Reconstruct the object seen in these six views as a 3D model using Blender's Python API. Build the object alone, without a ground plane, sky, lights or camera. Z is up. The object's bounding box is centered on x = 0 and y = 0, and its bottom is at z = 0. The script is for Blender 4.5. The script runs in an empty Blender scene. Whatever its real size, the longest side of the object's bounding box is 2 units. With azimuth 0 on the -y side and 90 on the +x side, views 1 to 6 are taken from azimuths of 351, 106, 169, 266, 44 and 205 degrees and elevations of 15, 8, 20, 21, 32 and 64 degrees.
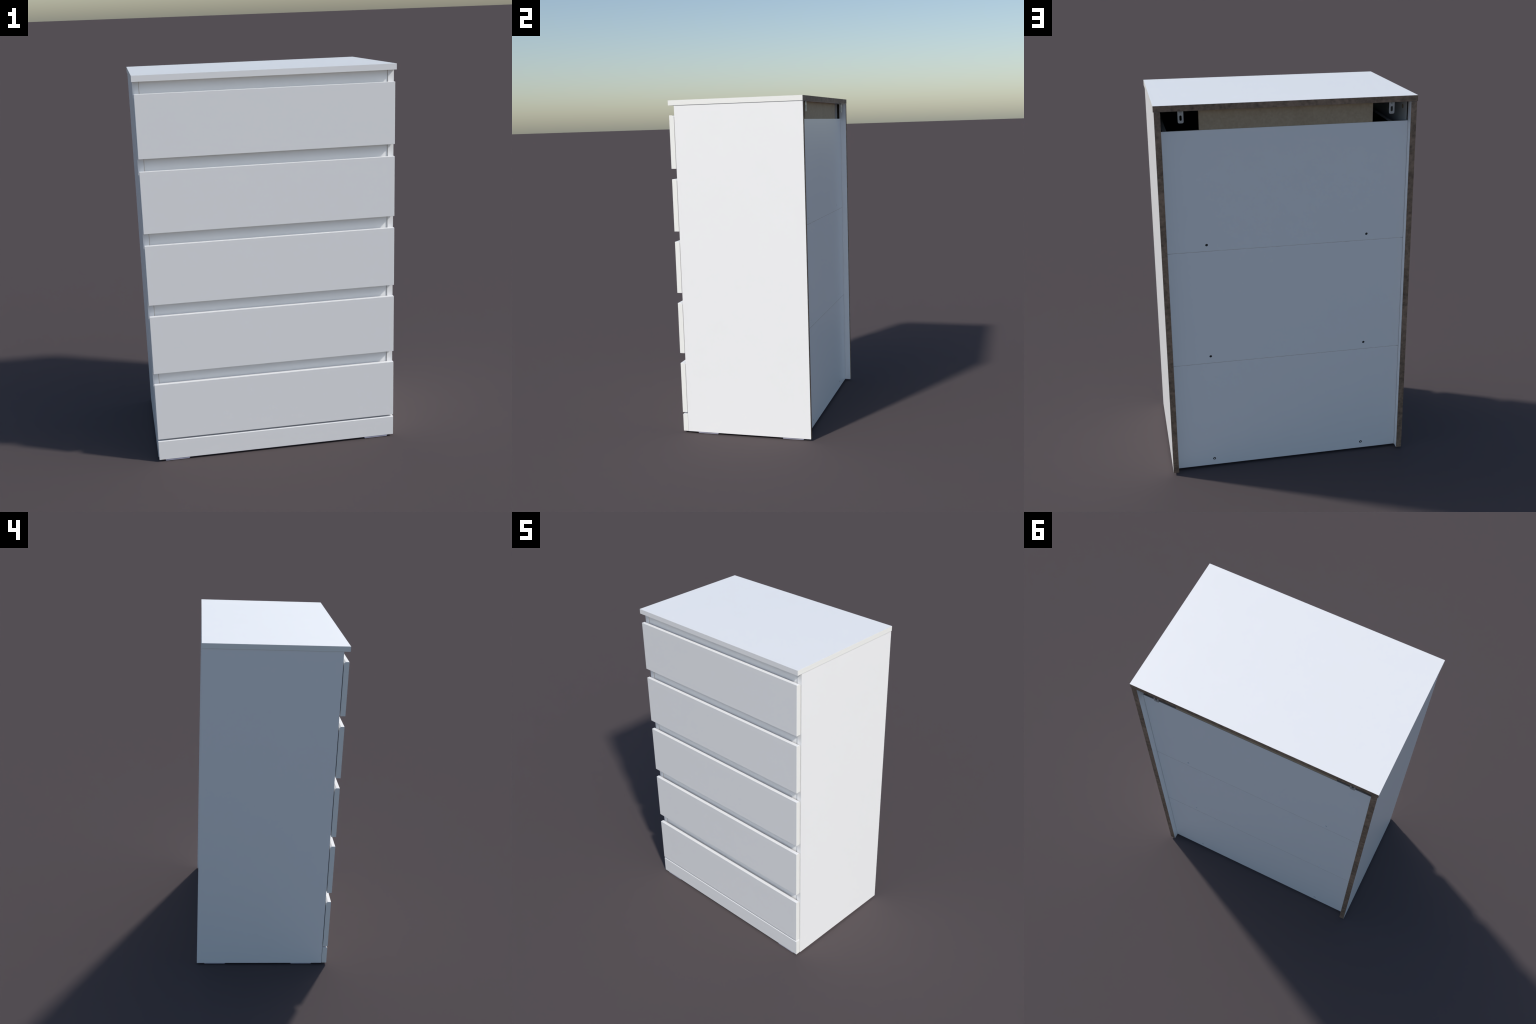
import bpy, bmesh, math
from mathutils import Vector

# ------------------------------------------------------------------ sizes (m)
TOP_X, TOP_Y0, TOP_Y1, TOP_Z0, TOP_Z1 = 0.6460, -0.4010, 0.4005, 1.9710, 2.0000
SIDE_OUT, SIDE_IN = 0.6426, 0.6130
SIDE_Y0, SIDE_Y1, SIDE_Z0, SIDE_Z1 = -0.3662, 0.4000, 0.0100, 1.9698
FRONT_X, FRONT_Y0, FRONT_Y1 = 0.6390, -0.4000, -0.3712
FRONT_H, FRONT_PITCH, FRONT_TOP, N_DRAWERS = 0.3082, 0.3695, 1.9128, 5
PLINTH_Z0, PLINTH_Z1 = 0.0090, 0.1163
BACK_Y0, BACK_Y1, BACK_X = 0.3520, 0.3632, 0.6118
BACK_Z = (0.0115, 0.6310, 1.2545, 1.8695)          # fold lines of the back
RAIL_Y = SIDE_Y0 + 0.0045                           # front rails sit a bit back


# ------------------------------------------------------------------ materials
def new_mat(name):
    m = bpy.data.materials.new(name)
    m.use_nodes = True
    nt = m.node_tree
    b = nt.nodes["Principled BSDF"]
    return m, nt, b


def coords(nt, scale):
    tc = nt.nodes.new("ShaderNodeTexCoord")
    mp = nt.nodes.new("ShaderNodeMapping")
    mp.inputs["Scale"].default_value = scale
    nt.links.new(tc.outputs["Object"], mp.inputs["Vector"])
    return mp.outputs["Vector"]


def noise(nt, vec, scale, detail=4.0, rough=0.55):
    n = nt.nodes.new("ShaderNodeTexNoise")
    n.inputs["Scale"].default_value = scale
    n.inputs["Detail"].default_value = detail
    n.inputs["Roughness"].default_value = rough
    nt.links.new(vec, n.inputs["Vector"])
    return n.outputs["Fac"]


def ramp(nt, fac, stops):
    r = nt.nodes.new("ShaderNodeValToRGB")
    els = r.color_ramp.elements
    els[0].position, els[0].color = stops[0][0], (*stops[0][1], 1)
    els[1].position, els[1].color = stops[-1][0], (*stops[-1][1], 1)
    for p, c in stops[1:-1]:
        e = els.new(p)
        e.color = (*c, 1)
    nt.links.new(fac, r.inputs["Fac"])
    return r.outputs["Color"]


def bump(nt, b, fac, strength, dist):
    bp = nt.nodes.new("ShaderNodeBump")
    bp.inputs["Strength"].default_value = strength
    bp.inputs["Distance"].default_value = dist
    nt.links.new(fac, bp.inputs["Height"])
    nt.links.new(bp.outputs["Normal"], b.inputs["Normal"])


def foil(name, col, rough=0.45, var=0.004, spec=0.5):
    """smooth white melamine foil with barely visible cloudiness"""
    m, nt, b = new_mat(name)
    f = noise(nt, coords(nt, (1, 1, 1)), 7.0, 5.0)
    lo = tuple(c * (1 - var) for c in col)
    hi = tuple(min(0.99, c * (1 + var)) for c in col)
    nt.links.new(ramp(nt, f, [(0.3, lo), (0.7, hi)]), b.inputs["Base Color"])
    b.inputs["Roughness"].default_value = rough
    b.inputs["Specular IOR Level"].default_value = spec
    return m


def board(name, dark, mid, light, scale, squash=(1, 1, 1)):
    """raw chipboard or fibreboard: short mottled flakes"""
    m, nt, b = new_mat(name)
    v = coords(nt, squash)
    a = noise(nt, v, scale, 6.0, 0.65)
    big = noise(nt, v, scale * 0.17, 3.0, 0.5)
    vo = nt.nodes.new("ShaderNodeTexVoronoi")
    vo.inputs["Scale"].default_value = scale * 1.6
    nt.links.new(v, vo.inputs["Vector"])
    mix = nt.nodes.new("ShaderNodeMix")
    mix.inputs["Factor"].default_value = 0.35
    nt.links.new(a, mix.inputs["A"])
    nt.links.new(big, mix.inputs["B"])
    mix2 = nt.nodes.new("ShaderNodeMix")
    mix2.inputs["Factor"].default_value = 0.12
    nt.links.new(mix.outputs["Result"], mix2.inputs["A"])
    nt.links.new(vo.outputs["Distance"], mix2.inputs["B"])
    nt.links.new(ramp(nt, mix2.outputs["Result"],
                      [(0.34, dark), (0.47, mid), (0.62, light)]),
                 b.inputs["Base Color"])
    b.inputs["Roughness"].default_value = 0.65
    b.inputs["Specular IOR Level"].default_value = 0.35
    bump(nt, b, a, 0.15, 0.001)
    return m


ROUGH = 0.32
WHITE = foil("white_foil", (0.980, 0.977, 0.965), ROUGH)
EDGE = foil("warm_white_edge_band", (0.968, 0.965, 0.915), ROUGH)
FEET = foil("lilac_white_plastic", (0.66, 0.64, 0.77), 0.5)
CHIP = board("raw_chipboard", (0.130, 0.088, 0.062), (0.240, 0.165, 0.112),
             (0.380, 0.255, 0.175), 38)
FIBRE = board("raw_fibreboard", (0.395, 0.300, 0.195), (0.44, 0.335, 0.22),
              (0.485, 0.375, 0.25), 60)
SEAM = board("seam_filler", (0.25, 0.21, 0.18), (0.32, 0.28, 0.24),
             (0.38, 0.33, 0.29), 60)
FOLD = board("fold_line", (0.40, 0.32, 0.25), (0.60, 0.52, 0.44),
             (0.82, 0.78, 0.73), 22)
INNER = board("inner_board_darkened", (0.030, 0.024, 0.018), (0.038, 0.030, 0.023),  # near-black brown, lowered until the rear openings look as black as in the picture
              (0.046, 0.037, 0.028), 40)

STEEL, nt, b = new_mat("zinc_steel")
nt.links.new(ramp(nt, noise(nt, coords(nt, (1, 1, 1)), 220.0, 3.0),
                  [(0.3, (0.50, 0.51, 0.49)), (0.7, (0.58, 0.59, 0.57))]),
             b.inputs["Base Color"])
b.inputs["Metallic"].default_value = 0.5
b.inputs["Roughness"].default_value = 0.32

DARK, nt, b = new_mat("blackened_steel")
nt.links.new(ramp(nt, noise(nt, coords(nt, (1, 1, 1)), 300.0, 2.0),
                  [(0.3, (0.012, 0.012, 0.012)), (0.7, (0.03, 0.028, 0.026))]),
             b.inputs["Base Color"])
b.inputs["Roughness"].default_value = 0.6


# ------------------------------------------------------------------ builders
def empty(name, parent=None):
    o = bpy.data.objects.new(name, None)
    bpy.context.scene.collection.objects.link(o)
    o.parent = parent
    return o


def mesh_obj(name, bm, mats, parent, loc=(0, 0, 0)):
    me = bpy.data.meshes.new(name)
    bm.to_mesh(me)
    bm.free()
    for m in mats:
        me.materials.append(m)
    o = bpy.data.objects.new(name, me)
    bpy.context.scene.collection.objects.link(o)
    o.parent = parent
    o.location = loc
    return o


def add_box(bm, lo, hi, mat=0):
    lo, hi = Vector(lo), Vector(hi)
    v = [bm.verts.new((x, y, z)) for x in (lo.x, hi.x) for y in (lo.y, hi.y)
         for z in (lo.z, hi.z)]
    quads = [(0, 1, 3, 2), (4, 6, 7, 5), (0, 4, 5, 1), (2, 3, 7, 6),
             (0, 2, 6, 4), (1, 5, 7, 3)]
    faces = [bm.faces.new([v[i] for i in q]) for q in quads]
    for f in faces:
        f.material_index = mat
    return faces


def bevel_all(bm, w, seg=2):
    bmesh.ops.bevel(bm, geom=[e for e in bm.edges if e.calc_face_angle(0) > 0.3],
                    offset=w, segments=seg, affect='EDGES', profile=0.5,
                    clamp_overlap=True)


def paint(bm, rules):
    """rules: list of (axis direction, slot); only the flat main faces"""
    bm.normal_update()
    for f in bm.faces:
        for d, slot in rules:
            if f.normal.dot(Vector(d)) > 0.999:
                f.material_index = slot


def panel(name, lo, hi, mats, parent, bevel=0.0012, rules=(), loc=(0, 0, 0)):
    bm = bmesh.new()
    add_box(bm, lo, hi)
    if bevel:
        bevel_all(bm, bevel)
    paint(bm, rules)
    bmesh.ops.recalc_face_normals(bm, faces=bm.faces)
    return mesh_obj(name, bm, mats, parent, loc)


def prism_x(name, profile, x0, x1, mats, parent, bevel, rules=(), loc=(0, 0, 0)):
    """profile in (y, z), swept along x"""
    bm = bmesh.new()
    a = [bm.verts.new((x0, y, z)) for y, z in profile]
    c = [bm.verts.new((x1, y, z)) for y, z in profile]
    n = len(profile)
    bm.faces.new(a)
    bm.faces.new(list(reversed(c)))
    for i in range(n):
        bm.faces.new([a[i], c[i], c[(i + 1) % n], a[(i + 1) % n]])
    bmesh.ops.recalc_face_normals(bm, faces=bm.faces)
    if bevel:
        bevel_all(bm, bevel)
    paint(bm, rules)
    bmesh.ops.recalc_face_normals(bm, faces=bm.faces)
    return mesh_obj(name, bm, mats, parent, loc)


def clone(o, parent, loc):
    c = o.copy()
    bpy.context.scene.collection.objects.link(c)
    c.parent = parent
    c.location = loc
    return c


def ring(cx, cz, rx, rz, n, a0=0.0, a1=2 * math.pi):
    return [(cx + rx * math.cos(a0 + (a1 - a0) * k / (n - 1)),
             cz + rz * math.sin(a0 + (a1 - a0) * k / (n - 1))) for k in range(n)]


def plate(outlines, thick):
    """flat plate in x-z with holes: first outline outside, the rest cut out;
    thickness runs along y, centred on 0"""
    cu = bpy.data.curves.new("plate_outline", "CURVE")
    cu.dimensions, cu.fill_mode, cu.extrude = "2D", "BOTH", thick / 2
    for pts in outlines:
        sp = cu.splines.new("POLY")
        sp.points.add(len(pts) - 1)
        for p, (x, z) in zip(sp.points, pts):
            p.co = (x, z, 0, 1)
        sp.use_cyclic_u = True
    tmp = bpy.data.objects.new("tmp", cu)
    bpy.context.scene.collection.objects.link(tmp)
    bpy.context.view_layer.update()
    dg = bpy.context.evaluated_depsgraph_get()
    me = bpy.data.meshes.new_from_object(tmp.evaluated_get(dg))
    bpy.data.objects.remove(tmp)
    bm = bmesh.new()
    bm.from_mesh(me)
    bpy.data.meshes.remove(me)
    bmesh.ops.remove_doubles(bm, verts=bm.verts, dist=1e-6)
    for v in bm.verts:
        x, z, y = v.co
        v.co = (x, y, z)
    bmesh.ops.recalc_face_normals(bm, faces=bm.faces)
    return bm


# ------------------------------------------------------------------ the chest
chest = empty("chest_of_drawers")
chest["label"] = "tall white five drawer chest with raw chipboard back edges"
chest["category"] = "dresser"

# top: white foil, warm edge band on three sides, raw chipboard at the back
panel("top_panel", (-TOP_X, TOP_Y0, TOP_Z0), (TOP_X, TOP_Y1, TOP_Z1),
      [WHITE, EDGE, CHIP], chest, 0.0012,
      [((1, 0, 0), 1), ((-1, 0, 0), 1), ((0, 1, 0), 2)])

# side panels, raw at the rear edge
for s in (1, -1):
    xa, xb = sorted((s * SIDE_IN, s * SIDE_OUT))
    panel("side_panel", (xa, SIDE_Y0, SIDE_Z0), (xb, SIDE_Y1, SIDE_Z1),
          [WHITE, CHIP], chest, 0.0010, [((0, 1, 0), 1)])

# plinth board with a rounded upper front edge
prism_x("plinth", [(-0.3985, PLINTH_Z0), (-0.3985, PLINTH_Z1 - 0.0035),
                   (-0.3955, PLINTH_Z1), (-0.3690, PLINTH_Z1),
                   (-0.3690, PLINTH_Z0)],
        -0.6395, 0.6395, [WHITE, EDGE], chest, 0.0008,
        [((1, 0, 0), 1), ((-1, 0, 0), 1)])

# drawers: box as the part, front board as its piece
for i in range(N_DRAWERS):
    zt = FRONT_TOP - i * FRONT_PITCH
    zb = zt - FRONT_H
    if i == 0:
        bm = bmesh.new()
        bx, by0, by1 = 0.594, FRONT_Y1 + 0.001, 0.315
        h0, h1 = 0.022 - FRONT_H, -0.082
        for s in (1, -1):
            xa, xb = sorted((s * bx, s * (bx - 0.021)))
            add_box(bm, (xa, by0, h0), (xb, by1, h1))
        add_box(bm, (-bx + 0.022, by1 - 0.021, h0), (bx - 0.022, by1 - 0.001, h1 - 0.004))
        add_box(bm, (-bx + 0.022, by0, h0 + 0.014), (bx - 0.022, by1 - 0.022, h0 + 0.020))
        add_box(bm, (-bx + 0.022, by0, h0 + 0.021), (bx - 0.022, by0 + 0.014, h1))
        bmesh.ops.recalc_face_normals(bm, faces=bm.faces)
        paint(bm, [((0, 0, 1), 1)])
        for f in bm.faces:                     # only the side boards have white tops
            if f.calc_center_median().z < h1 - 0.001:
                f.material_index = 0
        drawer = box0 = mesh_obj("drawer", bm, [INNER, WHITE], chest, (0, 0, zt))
        ch_y, ch_z = 0.0095, 0.0075            # finger bevel behind the top edge
        front = front0 = prism_x(
            "drawer_front",
            [(FRONT_Y0, -FRONT_H), (FRONT_Y0, 0), (FRONT_Y1 - ch_y, 0),
             (FRONT_Y1, -ch_z), (FRONT_Y1, -FRONT_H)],
            -FRONT_X, FRONT_X, [WHITE, EDGE], drawer, 0.0012,
            [((1, 0, 0), 1), ((-1, 0, 0), 1)])
    else:
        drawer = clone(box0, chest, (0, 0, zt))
        front = clone(front0, drawer, (0, 0, 0))

# front cross rails behind the finger gaps, each end closed by a raw seam
rail_half = 0.6106
spans = []
for i in range(N_DRAWERS + 1):
    zt = FRONT_TOP - i * FRONT_PITCH
    hi = TOP_Z0 - 0.0012 if i == 0 else zt + (FRONT_PITCH - FRONT_H) + 0.016
    lo = zt - 0.060
    if i == N_DRAWERS:
        hi, lo = PLINTH_Z1 + 0.026, 0.030
    spans.append((lo, hi))
for lo, hi in spans:
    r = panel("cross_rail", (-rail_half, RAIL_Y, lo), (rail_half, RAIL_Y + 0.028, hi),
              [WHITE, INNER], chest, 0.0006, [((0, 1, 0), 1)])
    bm = bmesh.new()
    for s in (1, -1):
        xa, xb = sorted((s * (rail_half + 0.0002), s * (SIDE_IN - 0.0002)))
        add_box(bm, (xa, RAIL_Y + 0.0008, lo), (xb, RAIL_Y + 0.02, hi))
    bmesh.ops.recalc_face_normals(bm, faces=bm.faces)
    mesh_obj("rail_seam", bm, [FOLD], r)

# ------------------------------------------------------------------ the back
HOLE_X = 0.4145
HOLES = {0: 0.0480, 1: 0.6695, 2: 1.2875}       # one pair per back board
for k in range(3):
    gap = 0.0008
    lo = BACK_Z[k] + (gap if k else 0)
    hi = BACK_Z[k + 1] - (gap if k < 2 else 0)
    r = 0.0082 if k == 0 else 0.0072
    zc = (lo + hi) / 2
    rect = [(-BACK_X, lo - zc), (BACK_X, lo - zc), (BACK_X, hi - zc), (-BACK_X, hi - zc)]
    holes = [ring(sx * HOLE_X, HOLES[k] - zc, r, r, 21)[:-1] for sx in (1, -1)]
    bm = plate([rect] + holes, BACK_Y1 - BACK_Y0)
    paint(bm, [((0, 0, 1), 1), ((0, 0, -1), 1), ((1, 0, 0), 1), ((-1, 0, 0), 1)])
    yc = (BACK_Y0 + BACK_Y1) / 2
    o = mesh_obj("back_board", bm, [WHITE, SEAM], chest, (0, yc, zc))
    # screw sunk in each hole
    for s in (1, -1):
        bm = bmesh.new()
        bmesh.ops.create_cone(bm, cap_ends=True, segments=20, radius1=r + 0.001,
                              radius2=r + 0.001, depth=0.004)
        if k == 0:
            head = bmesh.ops.create_cone(bm, cap_ends=True, segments=6, radius1=0.0036,
                                         radius2=0.0030, depth=0.0042)
            for v in head["verts"]:
                v.co.z += 0.0018
            for f in bm.faces:
                if f.calc_center_median().z > 0.0021:
                    f.material_index = 1
        for v in bm.verts:
            x, y, z = v.co
            v.co = (x, z, y)
        bmesh.ops.recalc_face_normals(bm, faces=bm.faces)
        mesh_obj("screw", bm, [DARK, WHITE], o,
                 (s * HOLE_X, BACK_Y1 - (0.0042 if k == 0 else 0.0060) - yc, HOLES[k] - zc))

# fibre strip that backs the fold lines and the slits beside the sides
bm = bmesh.new()
for z in BACK_Z[1:3]:
    add_box(bm, (-0.600, BACK_Y1 - 0.0045, z - 0.0007), (0.600, BACK_Y1 - 0.0004, z + 0.0007), 1)
for s in (1, -1):
    xa, xb = sorted((s * (BACK_X + 0.0001), s * (SIDE_IN - 0.0001)))
    add_box(bm, (xa, BACK_Y0, BACK_Z[0]), (xb, BACK_Y1 - 0.002, BACK_Z[3]))
bmesh.ops.recalc_face_normals(bm, faces=bm.faces)
mesh_obj("back_seam", bm, [SEAM, FOLD], chest)

# raw rail between top and back
panel("rear_rail", (-0.4295, 0.3350, BACK_Z[3] + 0.0002), (0.4295, 0.3612, TOP_Z0 - 0.0005),
      [FIBRE], chest, 0.0006)

# thin near-black strip, slightly proud of each inner side wall, just above the back board
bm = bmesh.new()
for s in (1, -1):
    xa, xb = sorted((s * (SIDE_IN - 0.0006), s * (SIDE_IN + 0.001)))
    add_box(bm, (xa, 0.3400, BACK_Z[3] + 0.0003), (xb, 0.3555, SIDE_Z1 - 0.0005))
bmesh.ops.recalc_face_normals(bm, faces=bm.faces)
mesh_obj("dark_wall_strip", bm, [INNER], chest)

# cam bolt cover on the inner side walls, just inside the rear openings
for s in (1, -1):
    bm = bmesh.new()
    bmesh.ops.create_cone(bm, cap_ends=True, segments=24, radius1=0.011, radius2=0.011,
                          depth=0.0016)
    for v in bm.verts:
        x, y, z = v.co
        v.co = (z, x, y)
    mesh_obj("cam_cover", bm, [FIBRE], chest, (s * (SIDE_IN - 0.0004), 0.275, 1.925))

# ------------------------------------------------------------------ wall brackets
BR_W, BR_BOT, BR_Y, BR_T = 0.0137, 1.9118, 0.3884, 0.0026


def bracket_mesh():
    zt = TOP_Z0 - 0.0006 - BR_BOT
    rc, notch = 0.0075, 0.0145
    outer = [(BR_W, zt)] + [(0, zt - notch)] + [(-BR_W, zt)] + \
        ring(-BR_W + rc, rc, rc, rc, 7, math.pi, 1.5 * math.pi) + \
        ring(BR_W - rc, rc, rc, rc, 7, 1.5 * math.pi, 2 * math.pi)
    sw, s0, s1 = 0.0056, 0.0115, 0.0375
    slot = ring(0, s1 - sw, sw, sw, 9, 0, math.pi) + ring(0, s0 + sw, sw, sw, 9, math.pi, 2 * math.pi)
    bm = plate([outer, slot], BR_T)
    # pressed triangular gusset in the bend, and the tab under the top
    h = BR_T / 2
    for e in (-1, 1):
        p = [(e * BR_W, h, zt), (0, h, zt - notch), (0, h - 0.008, zt)]
        q = [(x, y - 0.003, z) for x, y, z in p]
        a = [bm.verts.new(v) for v in p]
        c = [bm.verts.new(v) for v in q]
        bm.faces.new(a)
        bm.faces.new(list(reversed(c)))
        for k in range(3):
            bm.faces.new([a[k], c[k], c[(k + 1) % 3], a[(k + 1) % 3]])
    add_box(bm, (-BR_W, -0.060, zt - BR_T), (BR_W, -0.018, zt))
    bmesh.ops.recalc_face_normals(bm, faces=bm.faces)
    return bm


b0 = mesh_obj("wall_bracket", bracket_mesh(), [STEEL], chest, (0.5175, BR_Y - BR_T / 2, BR_BOT))
clone(b0, chest, (-0.5175, BR_Y - BR_T / 2, BR_BOT))


# ------------------------------------------------------------------ glides
def glide(along, length, width, height):
    """low strip, ends cut back towards the floor"""
    bm = bmesh.new()
    hl, hw, c = length / 2, width / 2, 0.003
    prof = [(-hl, height), (hl, height), (hl, 0.003), (hl - c, 0), (-hl + c, 0), (-hl, 0.003)]
    a = [bm.verts.new((p, -hw, z)) for p, z in prof]
    d = [bm.verts.new((p, hw, z)) for p, z in prof]
    bm.faces.new(a)
    bm.faces.new(list(reversed(d)))
    for k in range(6):
        bm.faces.new([a[k], d[k], d[(k + 1) % 6], a[(k + 1) % 6]])
    if along == "y":
        for v in bm.verts:
            v.co = (v.co.y, v.co.x, v.co.z)
    bmesh.ops.recalc_face_normals(bm, faces=bm.faces)
    return bm


g = mesh_obj("glide", glide("x", 0.128, 0.020, PLINTH_Z0 - 0.0002), [FEET], chest,
             (0.5425, -0.3850, 0))
clone(g, chest, (-0.5425, -0.3850, 0))
g = mesh_obj("glide", glide("y", 0.128, 0.020, SIDE_Z0 - 0.0002), [FEET], chest,
             (0.6250, -0.2405, 0))
clone(g, chest, (-0.6250, -0.2405, 0))
clone(g, chest, (0.6250, 0.2910, 0))
clone(g, chest, (-0.6250, 0.2910, 0))

# crisp flat boards: everything stays flat shaded except tiny round parts
for o in bpy.data.objects:
    if o.type == "MESH" and o.name.split(".")[0] in ("screw", "cam_cover"):
        o.data.shade_flat()
